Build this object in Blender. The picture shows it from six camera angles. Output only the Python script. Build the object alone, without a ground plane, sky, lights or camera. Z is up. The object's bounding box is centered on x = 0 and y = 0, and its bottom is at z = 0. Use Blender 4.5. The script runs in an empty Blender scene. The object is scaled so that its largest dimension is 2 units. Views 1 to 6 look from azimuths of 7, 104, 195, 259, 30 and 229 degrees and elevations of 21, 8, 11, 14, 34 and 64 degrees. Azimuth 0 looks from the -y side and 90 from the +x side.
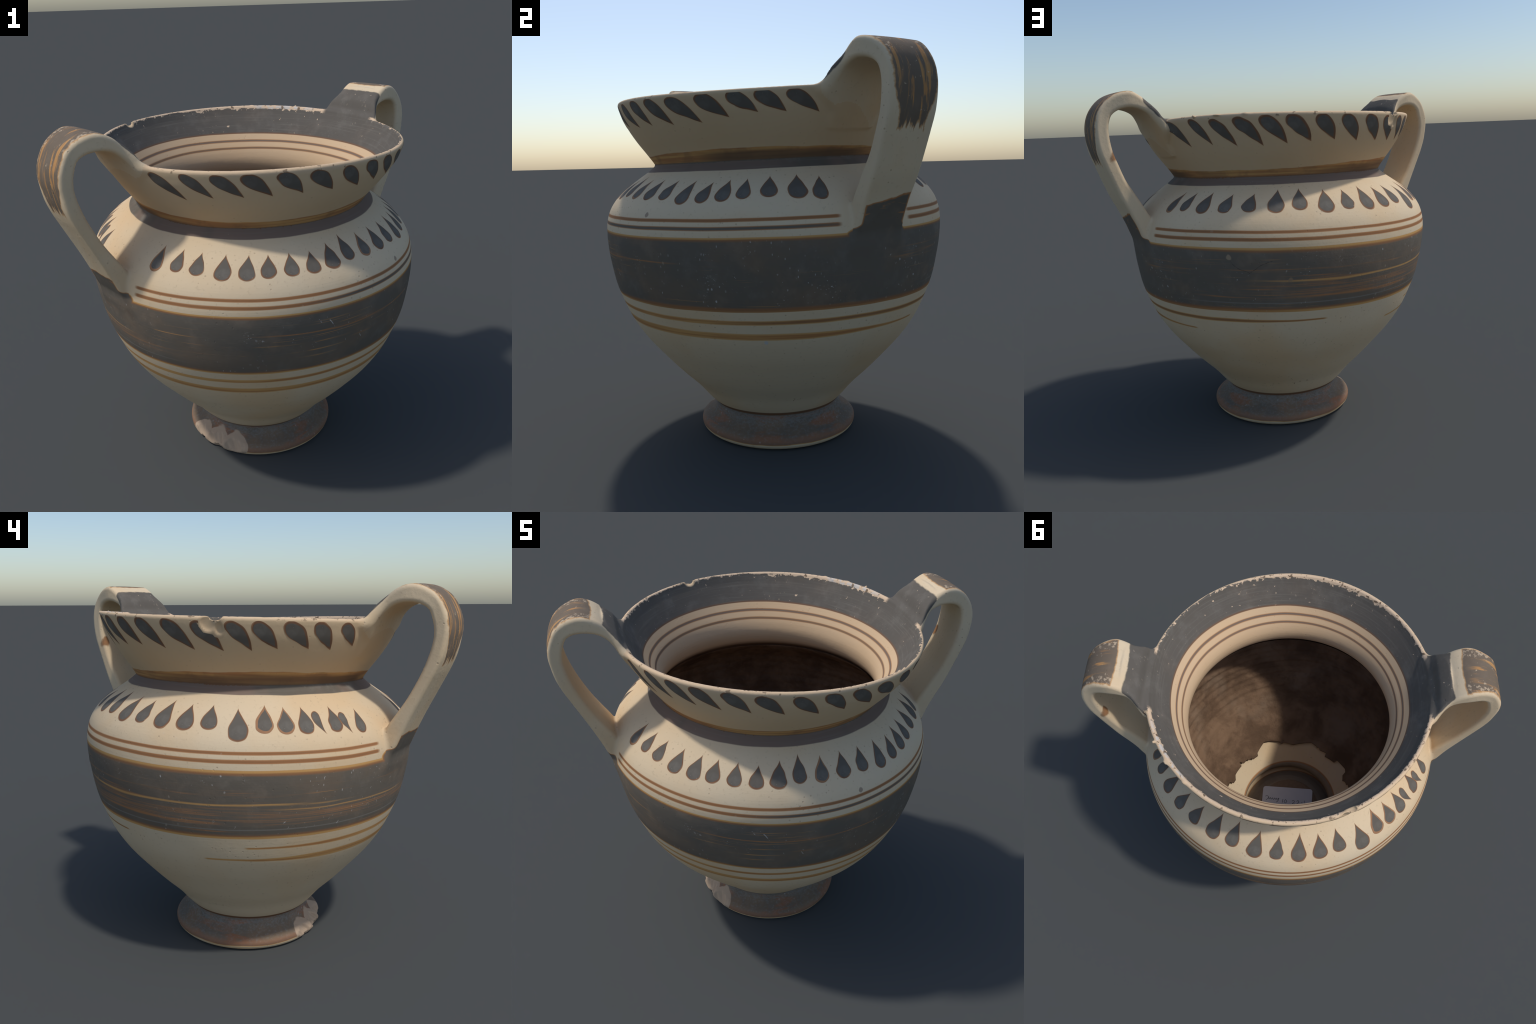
import bpy, bmesh
from mathutils import Matrix
import math
import numpy as np

# ---------------------------------------------------------------- helpers
def catmull(points, step):
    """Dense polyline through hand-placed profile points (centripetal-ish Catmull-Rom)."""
    p = np.array(points, float)
    p = np.vstack([2 * p[0] - p[1], p, 2 * p[-1] - p[-2]])
    out = []
    for i in range(1, len(p) - 2):
        a, b, c, d = p[i - 1:i + 3]
        seg = np.linalg.norm(c - b)
        n = max(2, int(seg / step))
        la, lc = max(np.linalg.norm(b - a), 1e-6), max(np.linalg.norm(d - c), 1e-6)
        # tangents scaled to the local segment so uneven spacing does not overshoot
        tb = seg * ((b - a) / la * seg + (c - b) / seg * la) / (la + seg)
        tc = seg * ((c - b) / seg * lc + (d - c) / lc * seg) / (lc + seg)
        t = np.linspace(0, 1, n, endpoint=False)[:, None]
        out.append((2*t**3 - 3*t**2 + 1)*b + (t**3 - 2*t**2 + t)*tb + (-2*t**3 + 3*t**2)*c + (t**3 - t**2)*tc)
    out.append(p[-2][None])
    return np.vstack(out)

class Table:
    """Signed distance to a closed 2D outline, sampled on a grid for fast lookup."""
    def __init__(self, poly, lo, hi, step):
        self.lo, self.step = np.array(lo), step
        nx, ny = [int(round((h - l) / step)) + 1 for l, h in zip(lo, hi)]
        gx = (lo[0] + step * np.arange(nx))[:, None]
        gy = (lo[1] + step * np.arange(ny))[None, :]
        best = np.full((nx, ny), 1e9)
        inside = np.zeros((nx, ny), bool)
        q = np.roll(poly, -1, 0)
        for (ax, ay), (bx, by) in zip(poly, q):
            ex, ey = bx - ax, by - ay
            L = ex * ex + ey * ey
            if L < 1e-14:
                continue
            t = np.clip(((gx - ax) * ex + (gy - ay) * ey) / L, 0, 1)
            best = np.minimum(best, (gx - ax - t * ex) ** 2 + (gy - ay - t * ey) ** 2)
            if ay != by:
                cross = (gy >= min(ay, by)) & (gy < max(ay, by)) & (gx < ax + (gy - ay) * ex / ey)
                inside ^= cross
        self.d = (np.sqrt(best) * np.where(inside, -1, 1)).astype(np.float32)
        self.n = (nx, ny)
    def __call__(self, u, v):
        fx = np.clip((u - self.lo[0]) / self.step, 0, self.n[0] - 1.001)
        fy = np.clip((v - self.lo[1]) / self.step, 0, self.n[1] - 1.001)
        i, j = fx.astype(np.int32), fy.astype(np.int32)
        fx, fy = fx - i, fy - j
        d = self.d
        return (d[i, j] * (1 - fx) * (1 - fy) + d[i + 1, j] * fx * (1 - fy)
                + d[i, j + 1] * (1 - fx) * fy + d[i + 1, j + 1] * fx * fy)

def sstep(a, b, x):
    t = np.clip((x - a) / (b - a), 0, 1)
    return t * t * (3 - 2 * t)

def smin(a, b, k):
    h = np.maximum(k - np.abs(a - b), 0) / k
    return np.minimum(a, b) - h * h * k * 0.25

def smax(a, b, k):
    return -smin(-a, -b, k)

# ---------------------------------------------------------------- wheel-thrown profile (radius, height)
UNDERSIDE = [(0.0, 0.088), (0.215, 0.084), (0.262, 0.064), (0.318, 0.012)]
FOOT = [(0.335, 0.001), (0.365, 0.0), (0.412, 0.003), (0.430, 0.016),
        (0.440, 0.036), (0.438, 0.054), (0.424, 0.070), (0.395, 0.086), (0.370, 0.105), (0.356, 0.128), (0.3515, 0.150)]
BODY = [(0.354, 0.163), (0.392, 0.203), (0.456, 0.28), (0.553, 0.38), (0.6425, 0.48), (0.725, 0.58), (0.7889, 0.68),
        (0.8335, 0.78), (0.8685, 0.88), (0.8893, 0.98), (0.9015, 1.06), (0.907, 1.14), (0.9015, 1.22), (0.882, 1.28),
        (0.846, 1.335), (0.797, 1.385), (0.727, 1.435), (0.671, 1.474), (0.644, 1.496)]
LIP_OUT = [(0.634, 1.507), (0.645, 1.525), (0.677, 1.570), (0.722, 1.630), (0.761, 1.690), (0.791, 1.745), (0.809, 1.795)]
RIM = [(0.8135, 1.812), (0.812, 1.821), (0.803, 1.827), (0.793, 1.824), (0.786, 1.812)]
LIP_IN = [(0.766, 1.779), (0.728, 1.728), (0.688, 1.6755), (0.658, 1.637), (0.6275, 1.597), (0.607, 1.560), (0.598, 1.530),
          (0.598, 1.502), (0.606, 1.468), (0.624, 1.434)]
CAVITY = [(0.652, 1.402), (0.698, 1.367), (0.752, 1.328), (0.808, 1.275), (0.850, 1.205), (0.872, 1.13), (0.869, 1.04), (0.851, 0.94), (0.822, 0.84),
          (0.775, 0.74), (0.713, 0.63), (0.634, 0.52), (0.551, 0.41), (0.446, 0.287), (0.352, 0.187)]
FLOOR = [(0.336, 0.168), (0.331, 0.145), (0.334, 0.118), (0.348, 0.085), (0.370, 0.055), (0.375, 0.034), (0.366, 0.018), (0.345, 0.015), (0.280, 0.072), (0.225, 0.100), (0.0, 0.104)]

profile = np.vstack([UNDERSIDE,
                     catmull(FOOT, 0.006), catmull(BODY, 0.01), catmull(LIP_OUT, 0.01),
                     catmull(RIM, 0.003), catmull(LIP_IN, 0.01), catmull(CAVITY, 0.015), FLOOR])
profile = np.vstack([profile, [(-0.05, 0.104), (-0.05, 0.088)]])

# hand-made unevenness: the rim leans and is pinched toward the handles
RIM_R = (0.0020, -0.0045, 0.004, -0.0125, 0.0073, 0.0020)
RIM_Z = (-0.0096, 0.0213, -0.0079, -0.0022, -0.0042, -0.0013)

AXIS_Z = (0.0, 0.10, 0.18, 0.45, 0.85, 1.15, 1.38, 1.52, 1.66, 1.80)
AXIS_X = (0.015, 0.015, 0.010, 0.013, 0.009, 0.002, 0.0, 0.004, 0.003, 0.0)
AXIS_Y = (0.014, 0.014, 0.003, 0.003, 0.004, 0.003, 0.0, -0.003, -0.002, 0.0)

def wave(c, th):
    return sum(c[2 * k] * np.cos((k + 1) * th) + c[2 * k + 1] * np.sin((k + 1) * th) for k in range(len(c) // 2))

def unwarp(x, y, z):
    """world -> ideal lathe coordinates"""
    th = np.arctan2(y, x)
    rho = np.hypot(x, y)
    wz = sstep(0.4, 1.8, z) * np.clip(rho / 0.8, 0, 1.1)
    wr = sstep(1.50, 1.80, z)
    # the lower half was set slightly off axis
    cx, cy = np.interp(z, AXIS_Z, AXIS_X), np.interp(z, AXIS_Z, AXIS_Y)
    off = cx * np.cos(th) + cy * np.sin(th)
    body = sstep(0.25, 0.6, z) * (1 - sstep(1.3, 1.5, z))
    z_l = z - wz * (wave(RIM_Z[:2], th) + sstep(1.5, 1.8, z) * wave((0, 0) + RIM_Z[2:], th))
    r_l = rho - wr * wave(RIM_R, th) - off + body * 0.0044 * np.cos(2 * th)
    return th, r_l, z_l

# ---------------------------------------------------------------- strap handles, side outline in (radius, height)
HANDLE_A = dict(angle=44.3, width=0.130,
    outer=[(0.722, 1.690), (0.752, 1.762), (0.772, 1.812), (0.786, 1.853), (0.806, 1.890), (0.830, 1.920), (0.862, 1.951), (0.897, 1.980), (0.937, 1.999),
           (0.985, 1.996), (1.045, 1.971), (1.097, 1.922), (1.124, 1.875), (1.138, 1.82), (1.139, 1.76), (1.129, 1.687),
           (1.103, 1.61), (1.069, 1.52), (1.033, 1.43), (0.988, 1.34), (0.952, 1.26), (0.925, 1.19), (0.893, 1.12), (0.85, 1.05)],
    inner=[(0.855, 1.1), (0.84, 1.22), (0.86, 1.295), (0.91, 1.39), (0.954, 1.466), (0.987, 1.522), (1.025, 1.618), (1.049, 1.69), (1.058, 1.745), (1.061, 1.802), (1.054, 1.842), (1.041, 1.872), (1.013, 1.894), (0.98, 1.905), (0.938, 1.908), (0.896, 1.898), (0.86, 1.878), (0.828, 1.835), (0.798, 1.785), (0.758, 1.715), (0.712, 1.65)])
HANDLE_B = dict(angle=226.2, width=0.130,
    outer=[(0.722, 1.690), (0.748, 1.752), (0.771, 1.797), (0.787, 1.834), (0.815, 1.880), (0.853, 1.920), (0.899, 1.956), (0.945, 1.976), (0.985, 1.981),
           (1.047, 1.962), (1.102, 1.921), (1.132, 1.871), (1.150, 1.82), (1.154, 1.775), (1.148, 1.72), (1.135, 1.655),
           (1.110, 1.588), (1.080, 1.525), (1.042, 1.447), (1.000, 1.36), (0.960, 1.27), (0.926, 1.19), (0.893, 1.12), (0.85, 1.05)],
    inner=[(0.855, 1.1), (0.84, 1.22), (0.865, 1.285), (0.925, 1.38), (0.964, 1.44), (1.003, 1.512), (1.033, 1.575), (1.058, 1.64), (1.075, 1.7), (1.082, 1.745), (1.079, 1.79), (1.069, 1.828), (1.054, 1.862), (1.022, 1.884), (0.983, 1.893), (0.94, 1.892), (0.893, 1.877), (0.853, 1.845), (0.814, 1.793), (0.76, 1.71), (0.712, 1.65)])

def handle_width(h, rad, z):
    up = sstep(1.70, 1.80, z)
    w = h['width'] + up * (0.028 * sstep(1.10, 0.93, rad) + 0.060 * sstep(0.88, 0.765, rad) ** 1.4)
    return w + 0.006 * (1 - sstep(1.16, 1.30, z))

def handle_sdf(h, x, y, z):
    a = math.radians(h['angle'])
    rad = x * math.cos(a) + y * math.sin(a)
    tan = -x * math.sin(a) + y * math.cos(a)
    d2 = h['table'](rad, z)
    # gently arched strap: the faces curve back toward the edges
    w = handle_width(h, rad, z)
    arch = 0.003 * (tan / w) ** 2
    rr = 0.020
    # the rising root is crowned along its middle
    crown = (0.010 * np.clip(1 - (tan / w) ** 2, 0, 1) * sstep(0.97, 0.87, rad) * sstep(0.785, 0.815, rad)
             * sstep(0.0, 0.03, z - 1.80 - (rad - 0.79) * 1.6))
    p, q = d2 + rr + np.minimum(arch, 0.02) - crown, np.abs(tan) - w + rr
    return np.hypot(np.maximum(p, 0), np.maximum(q, 0)) + np.minimum(np.maximum(p, q), 0) - rr

def build_tables():
    t = Table(profile, (-0.01, -0.06), (1.0, 1.9), 0.0025)
    for h in (HANDLE_A, HANDLE_B):
        poly = np.vstack([catmull(h['outer'], 0.012), catmull(h['inner'], 0.012)])
        h['table'] = Table(poly, (0.6, 0.98), (1.26, 2.1), 0.003)
    return t

# breaks: ellipsoids knocked out of the clay  (angle, radius, height, half sizes radial/tangential/vertical)
CHIPS = []
LUMPS = []

def ell(x, y, z, c):
    a = math.radians(c[0])
    r = x * math.cos(a) + y * math.sin(a) - c[1]
    t = -x * math.sin(a) + y * math.cos(a)
    k = np.sqrt((r / c[3]) ** 2 + (t / c[4]) ** 2 + ((z - c[2]) / c[5]) ** 2)
    d = (k - 1) * min(c[3:6])
    return np.maximum(d, (z - 0.128) * 0.5) if c[2] < 0.5 else d      # foot flakes stop under the body

def ripple(x, y, z):
    """shell-like unevenness of a break"""
    return 0.0030 * np.sin(61 * x + 37 * z) * np.sin(53 * y - 41 * z) + 0.0016 * np.sin(140 * x - 90 * y + 120 * z)

def vessel_sdf(table, x, y, z):
    th, r_l, z_l = unwarp(x, y, z)
    d = table(r_l, z_l)
    for h in (HANDLE_A, HANDLE_B):
        hd = handle_sdf(h, x, y, z)
        # do not let the strap root poke into the cavity
        d = smin(d, hd, 0.022 + 0.022 * sstep(1.45, 1.75, z) + 0.030 * (1 - sstep(1.10, 1.20, z)))
    for c in CHIPS:
        d = smax(d, -ell(x, y, z, c) + ripple(x, y, z), 0.004)
    for c in LUMPS:
        d = smin(d, ell(x, y, z, c), 0.01)
    return d

HANDLE_A.update(root_top=1.325, root_slope=0.22)
HANDLE_B.update(root_top=1.275, root_slope=0.0)

CHIPS += [
    # broken foot: a row of shell-shaped flakes
    (220, 0.664, 0.186, 0.300, 0.170, 0.300), (238, 0.656, 0.192, 0.300, 0.190, 0.300),
    (256, 0.662, 0.184, 0.300, 0.170, 0.300), (222, 0.452, 0.000, 0.060, 0.045, 0.042),
    (241, 0.452, 0.000, 0.064, 0.062, 0.052), (256, 0.462, 0.0, 0.060, 0.036, 0.034),
    # rim notch with the flake under it
    (157.3, 0.842, 1.795, 0.042, 0.050, 0.062), (160.3, 0.835, 1.772, 0.042, 0.030, 0.050),
    (159.4, 0.800, 1.838, 0.035, 0.026, 0.020),
]
LUMPS += [(74, 0.800, 1.850, 0.007, 0.008, 0.008), (95, 0.804, 1.851, 0.007, 0.010, 0.006), (84, 0.803, 1.851, 0.007, 0.016, 0.004)]

# ================================================================ surface extraction
def surface_nets(table, step):
    lo = np.array([-0.96, -0.96, -0.025])
    hi = np.array([0.96, 0.96, 2.03])
    n = np.ceil((hi - lo) / step).astype(int) + 1
    ax = [(lo[i] + step * np.arange(n[i])).astype(np.float32) for i in range(3)]
    F = np.empty(n, np.float32)
    chunk = 24
    for k in range(0, n[2], chunk):
        Z = ax[2][k:k + chunk]
        X, Y, ZZ = np.meshgrid(ax[0], ax[1], Z, indexing='ij')
        F[:, :, k:k + chunk] = vessel_sdf(table, X, Y, ZZ)
    S = F < 0
    cnt = np.zeros(n - 1, np.uint8)
    for i in (0, 1):
        for j in (0, 1):
            for k in (0, 1):
                cnt += S[i:n[0]-1+i, j:n[1]-1+j, k:n[2]-1+k]
    act = (cnt > 0) & (cnt < 8)
    ci = np.argwhere(act)
    idx = np.full(n - 1, -1, np.int32)
    idx[act] = np.arange(len(ci))
    acc = np.zeros((len(ci), 3))
    num = np.zeros(len(ci))
    corners = [(i, j, k) for i in (0, 1) for j in (0, 1) for k in (0, 1)]
    for a in corners:
        for b in corners:
            if sum(b) - sum(a) == 1 and all(y >= x for x, y in zip(a, b)):
                fa = F[ci[:, 0] + a[0], ci[:, 1] + a[1], ci[:, 2] + a[2]]
                fb = F[ci[:, 0] + b[0], ci[:, 1] + b[1], ci[:, 2] + b[2]]
                m = (fa < 0) != (fb < 0)
                t = np.where(m, fa / np.where(m, fa - fb, 1), 0)
                p = np.array(a) + t[:, None] * (np.array(b) - np.array(a))
                acc += np.where(m[:, None], p, 0)
                num += m
    V = lo + step * (ci + acc / num[:, None])
    quads = []
    for axis in range(3):
        u, v = (axis + 1) % 3, (axis + 2) % 3
        a = [slice(None)] * 3; b = [slice(None)] * 3
        a[axis] = slice(0, -1); b[axis] = slice(1, None)
        ch = S[tuple(a)] != S[tuple(b)]
        e = np.argwhere(ch)
        e = e[(e[:, u] > 0) & (e[:, v] > 0) & (e[:, u] < n[u] - 1) & (e[:, v] < n[v] - 1)]
        flip = S[e[:, 0], e[:, 1], e[:, 2]]
        def cell(du, dv):
            c = e.copy(); c[:, u] -= du; c[:, v] -= dv
            return idx[c[:, 0], c[:, 1], c[:, 2]]
        q = np.stack([cell(1, 1), cell(0, 1), cell(0, 0), cell(1, 0)], 1)
        quads.append(np.where(flip[:, None], q, q[:, ::-1]))
    return V, np.vstack(quads)

def gradient(f, P, e):
    g = np.empty_like(P)
    for i in range(3):
        d = np.zeros(3); d[i] = e
        A, B = P + d, P - d
        g[:, i] = f(A[:, 0], A[:, 1], A[:, 2]) - f(B[:, 0], B[:, 1], B[:, 2])
    return g / np.maximum(np.linalg.norm(g, axis=1, keepdims=True), 1e-9), np.linalg.norm(g, axis=1) / (2 * e)

def settle(f, P, level=0.0, rounds=3):
    for _ in range(rounds):
        g, m = gradient(f, P, 0.003)
        P = P - g * np.clip((f(P[:, 0], P[:, 1], P[:, 2]) - level) / np.maximum(m, 0.5), -0.02, 0.02)[:, None]
    return P

# ================================================================ node helpers
class Graph:
    def __init__(self, name):
        self.mat = bpy.data.materials.new(name)
        self.mat.use_nodes = True
        self.t = self.mat.node_tree
        self.t.nodes.clear()
        self.out = self.t.nodes.new('ShaderNodeOutputMaterial')
        self.bsdf = self.t.nodes.new('ShaderNodeBsdfPrincipled')
        self.t.links.new(self.bsdf.outputs[0], self.out.inputs[0])
        tc = self.t.nodes.new('ShaderNodeTexCoord')
        self.P = Val(self, tc.outputs['Object'])
        sep = self.t.nodes.new('ShaderNodeSeparateXYZ')
        self.t.links.new(tc.outputs['Object'], sep.inputs[0])
        self.x, self.y, self.z = [Val(self, o) for o in sep.outputs]
    def put(self, sock, v):
        if isinstance(v, Val):
            self.t.links.new(v.s, sock)
        elif isinstance(v, tuple) and sock.type == 'RGBA':
            sock.default_value = (*v, 1)
        else:
            sock.default_value = v
    def math(self, op, *a, clamp=False):
        n = self.t.nodes.new('ShaderNodeMath'); n.operation = op; n.use_clamp = clamp
        for i, v in enumerate(a):
            self.put(n.inputs[i], v)
        return Val(self, n.outputs[0])
    def vec(self, x, y, z):
        n = self.t.nodes.new('ShaderNodeCombineXYZ')
        for i, v in enumerate((x, y, z)):
            self.put(n.inputs[i], v)
        return Val(self, n.outputs[0])
    def noise(self, vec, scale, detail=2.0, rough=0.5, dist=0.0):
        n = self.t.nodes.new('ShaderNodeTexNoise')
        self.put(n.inputs['Vector'], vec); n.inputs['Scale'].default_value = scale
        n.inputs['Detail'].default_value = detail; n.inputs['Roughness'].default_value = rough
        n.inputs['Distortion'].default_value = dist
        return Val(self, n.outputs[0])
    def voronoi(self, vec, scale, rand=1.0):
        n = self.t.nodes.new('ShaderNodeTexVoronoi')
        self.put(n.inputs['Vector'], vec); n.inputs['Scale'].default_value = scale
        n.inputs['Randomness'].default_value = rand
        return Val(self, n.outputs['Distance']), Val(self, n.outputs['Color'])
    def step(self, a, b, v):
        """smooth 0..1 ramp; a may exceed b"""
        n = self.t.nodes.new('ShaderNodeMapRange'); n.interpolation_type = 'SMOOTHSTEP'
        rev = (not isinstance(a, Val)) and (not isinstance(b, Val)) and a > b
        self.put(n.inputs['Value'], v)
        self.put(n.inputs['From Min'], b if rev else a); self.put(n.inputs['From Max'], a if rev else b)
        n.inputs['To Min'].default_value = 1.0 if rev else 0.0
        n.inputs['To Max'].default_value = 0.0 if rev else 1.0
        return Val(self, n.outputs[0])
    def mix(self, f, a, b):
        n = self.t.nodes.new('ShaderNodeMix'); n.data_type = 'RGBA'
        self.put(n.inputs[0], f); self.put(n.inputs[6], a); self.put(n.inputs[7], b)
        return Val(self, n.outputs[2])
    def bump(self, h, strength, dist):
        n = self.t.nodes.new('ShaderNodeBump'); n.inputs['Strength'].default_value = strength
        n.inputs['Distance'].default_value = dist
        self.put(n.inputs['Height'], h)
        self.t.links.new(n.outputs[0], self.bsdf.inputs['Normal'])
    def finish(self, col, rough, spec=0.10):
        self.put(self.bsdf.inputs['Base Color'], col)
        self.put(self.bsdf.inputs['Roughness'], rough + 0.18 if not isinstance(rough, Val) else 0.78)
        self.bsdf.inputs['Specular IOR Level'].default_value = spec
        return self.mat
    # vessel coordinates
    def lathe(self):
        self.th = self.math('ARCTAN2', self.y, self.x)
        self.rho = self.math('SQRT', self.x * self.x + self.y * self.y)
        w = self.step(0.4, 1.8, self.z)
        self.zl = self.z - w * (self.x * (RIM_Z[0] / 0.8) + self.y * (RIM_Z[1] / 0.8))
        return self
    def toward(self, deg):
        """cosine of the angle to a compass direction around the axis"""
        a = math.radians(deg)
        return self.math('COSINE', self.th - a)
    def arc(self, deg, half, soft):
        """1 inside an arc of the vessel"""
        c0, c1 = math.cos(math.radians(half + soft)), math.cos(math.radians(max(half - soft, 0)))
        return self.step(c0, c1, self.toward(deg))
    def line(self, v, centre, half, soft):
        d = self.math('ABSOLUTE', v - centre)
        if isinstance(half, Val):
            return 1.0 - self.step(half - soft, half + soft, d)
        return self.step(half + soft, half - soft, d)

class Val:
    def __init__(self, g, s): self.g, self.s = g, s
    def __add__(a, b): return a.g.math('ADD', a, b)
    def __radd__(a, b): return a.g.math('ADD', b, a)
    def __sub__(a, b): return a.g.math('SUBTRACT', a, b)
    def __rsub__(a, b): return a.g.math('SUBTRACT', b, a)
    def __mul__(a, b): return a.g.math('MULTIPLY', a, b)
    def __rmul__(a, b): return a.g.math('MULTIPLY', b, a)
    def __truediv__(a, b): return a.g.math('DIVIDE', a, b)
    def max(a, b): return a.g.math('MAXIMUM', a, b)
    def min(a, b): return a.g.math('MINIMUM', a, b)

# ---------------------------------------------------------------- palette (linear)
CREAM, CREAM_WARM, CREAM_COOL = (0.690, 0.538, 0.355), (0.685, 0.498, 0.300), (0.655, 0.540, 0.378)
PIT = (0.40, 0.29, 0.19)
SLIP, SLIP_BROWN, SLIP_DUST = (0.146, 0.124, 0.098), (0.200, 0.140, 0.092), (0.245, 0.224, 0.192)
RUST, OCHRE, UMBER = (0.415, 0.190, 0.076), (0.580, 0.325, 0.118), (0.195, 0.103, 0.058)
CHALK = (0.62, 0.59, 0.55)
PLUM = (0.205, 0.148, 0.115)

def clay_ground(g):
    """cream clay with warm and cool clouds, tiny pits"""
    cloud = g.noise(g.P, 2.2, 3, 0.55)
    col = g.mix(g.step(0.40, 0.66, cloud), CREAM, CREAM_WARM)
    col = g.mix(g.step(0.60, 0.36, g.noise(g.P, 1.3, 2, 0.5)) * 0.5, col, CREAM_COOL)
    grain = g.noise(g.P, 55, 4, 0.65)
    col = g.mix(g.step(0.55, 0.78, grain) * 0.35, col, PIT)
    d, c = g.voronoi(g.P, 34)
    pits = g.step(0.19, 0.09, d) * g.step(0.50, 0.62, g.noise(g.P, 7, 2, 0.5))
    col = g.mix(pits * 0.55, col, PIT)
    g.relief = grain * 0.5 - pits * 0.8
    return col

def slip_layer(g, dust=0.35, brown=0.5):
    """black gloss slip: brown where thin, grey where rubbed, with pale nicks"""
    c1 = g.noise(g.P, 4.5, 4, 0.6)
    col = g.mix(g.step(0.50, 0.72, c1) * brown, SLIP, SLIP_BROWN)
    c2 = g.noise(g.P, 9, 5, 0.65)
    col = g.mix(g.step(0.46, 0.78, c2) * dust, col, SLIP_DUST)
    return col

def nicks(g, col, amount=1.0, colour=CHALK, scale=26):
    d, c = g.voronoi(g.vec(g.x + g.noise(g.P, 40, 2) * 0.03, g.y, g.z * 0.7), scale)
    gate = g.step(0.52, 0.66, g.noise(g.P, 3.2, 3, 0.6))
    a = g.step(0.15, 0.07, d) * gate
    d2, c2 = g.voronoi(g.vec(g.x, g.y + g.noise(g.P, 60, 2) * 0.02, g.z), scale * 2.3)
    b = g.step(0.20, 0.11, d2) * g.step(0.60, 0.74, g.noise(g.P, 5.5, 3, 0.6))
    return g.mix((a.max(b)) * 0.60 * amount, col, colour)

def scratches(g, col, amount=1.0):
    n = g.noise(g.vec(g.x * 22 + g.z * 9, g.y * 22 + g.z * 9, g.z * 5), 3.0, 3, 0.7, 0.4)
    m = g.step(0.675, 0.725, n) * g.step(0.47, 0.60, g.noise(g.P, 2.4, 2, 0.5))
    return g.mix(m * 0.55 * amount, col, CHALK)

def paint_line(g, col, v, centre, half, core, edge, wob, opacity=1.0):
    """brush line: ochre fringe, darker core"""
    vv = v + wob
    col = g.mix(g.line(vv, centre, half, 0.0028) * opacity, col, edge)
    inner = half * 0.62 if not isinstance(half, Val) else half * 0.62
    return g.mix(g.line(vv, centre, inner, 0.003) * opacity, col, core)

def broken(g, col, chips):
    """bare clay where a flake is missing, by distance to the same ellipsoids that cut it"""
    best = None
    for c in chips:
        a = math.radians(c[0])
        r = g.x * math.cos(a) + g.y * math.sin(a) - c[1]
        t = g.y * math.cos(a) - g.x * math.sin(a)
        k = g.math('SQRT', g.math('POWER', r / c[3], 2.0) + g.math('POWER', t / c[4], 2.0) + g.math('POWER', (g.z - c[2]) / c[5], 2.0))
        d = (k - 1.0) * min(c[3:6])
        best = d if best is None else best.min(d)
    reach = 0.015 if chips[0][2] < 0.5 else 0.011
    m = g.step(reach, reach - 0.003, best + (g.noise(g.P, 25, 4) - 0.5) * 0.006)
    if chips[0][2] < 0.5:
        m = m * g.step(0.128, 0.122, g.z + (g.noise(g.P, 14, 3) - 0.5) * 0.05)
    bare = g.mix(g.noise(g.P, 9, 4, 0.6), (0.460, 0.345, 0.245), (0.400, 0.290, 0.200))
    bare = g.mix(g.step(0.55, 0.75, g.noise(g.P, 60, 4, 0.7)) * 0.4, bare, (0.25, 0.17, 0.115))
    if chips[0][2] > 0.5:
        bare = g.mix(0.7, bare, CREAM_WARM)
    return g.mix(m, col, bare)

def frame(g, h):
    a = math.radians(h['angle'])
    rad = g.x * math.cos(a) + g.y * math.sin(a)
    tan = g.y * math.cos(a) - g.x * math.sin(a)
    return rad, tan, g.math('ABSOLUTE', tan)

def riser_slip(g):
    """the black of the mouth: same tone on lip and handle roots"""
    slip = g.mix(0.40, slip_layer(g, 0.55, 0.45), (0.085, 0.084, 0.082))
    bald = g.step(0.655, 0.705, g.noise(g.P, 36, 5, 0.66))
    return nicks(g, g.mix(bald * 0.8, slip, (0.58, 0.44, 0.31)), 0.5, (0.52, 0.43, 0.33))

def riser_mask(g, h, reach=0.205):
    """where the mouth black climbs the upper face of a handle root"""
    rad, tan, at = frame(g, h)
    rough = g.noise(g.P, 24, 4, 0.62) - 0.5
    m = g.step(0.868, 0.860, rad + rough * 0.012 - at * at * 0.6)
    m = m * g.step(-0.004, 0.006, g.z - 1.802 - (g.rho - 0.79) * 1.35 + rough * 0.02)
    return m * g.step(reach + 0.010, reach - 0.007, at + rough * 0.03) * g.step(0.50, 0.55, rad)

def root_paint(g, h):
    """black slip that climbs from the broad zone onto a handle root (positive inside)"""
    a = math.radians(h['angle'])
    rad = g.x * math.cos(a) + g.y * math.sin(a)
    tan = g.y * math.cos(a) - g.x * math.sin(a)
    rag = (g.noise(g.P, 11, 3) - 0.5) * 0.03
    lim = h['root_top'] + tan * h['root_slope'] + rag
    half = 0.116 + g.step(1.222, 1.168, g.z) * 0.060 + rag * 0.5
    inside = (lim - g.z).min(half - g.math('ABSOLUTE', tan))
    outer = rad - (0.874 + (g.z - 1.29) * 0.60)
    return inside.min(outer.max((1.235 - g.z) * 2.0)).min(g.z - 0.95).min(rad - 0.7)

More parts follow.
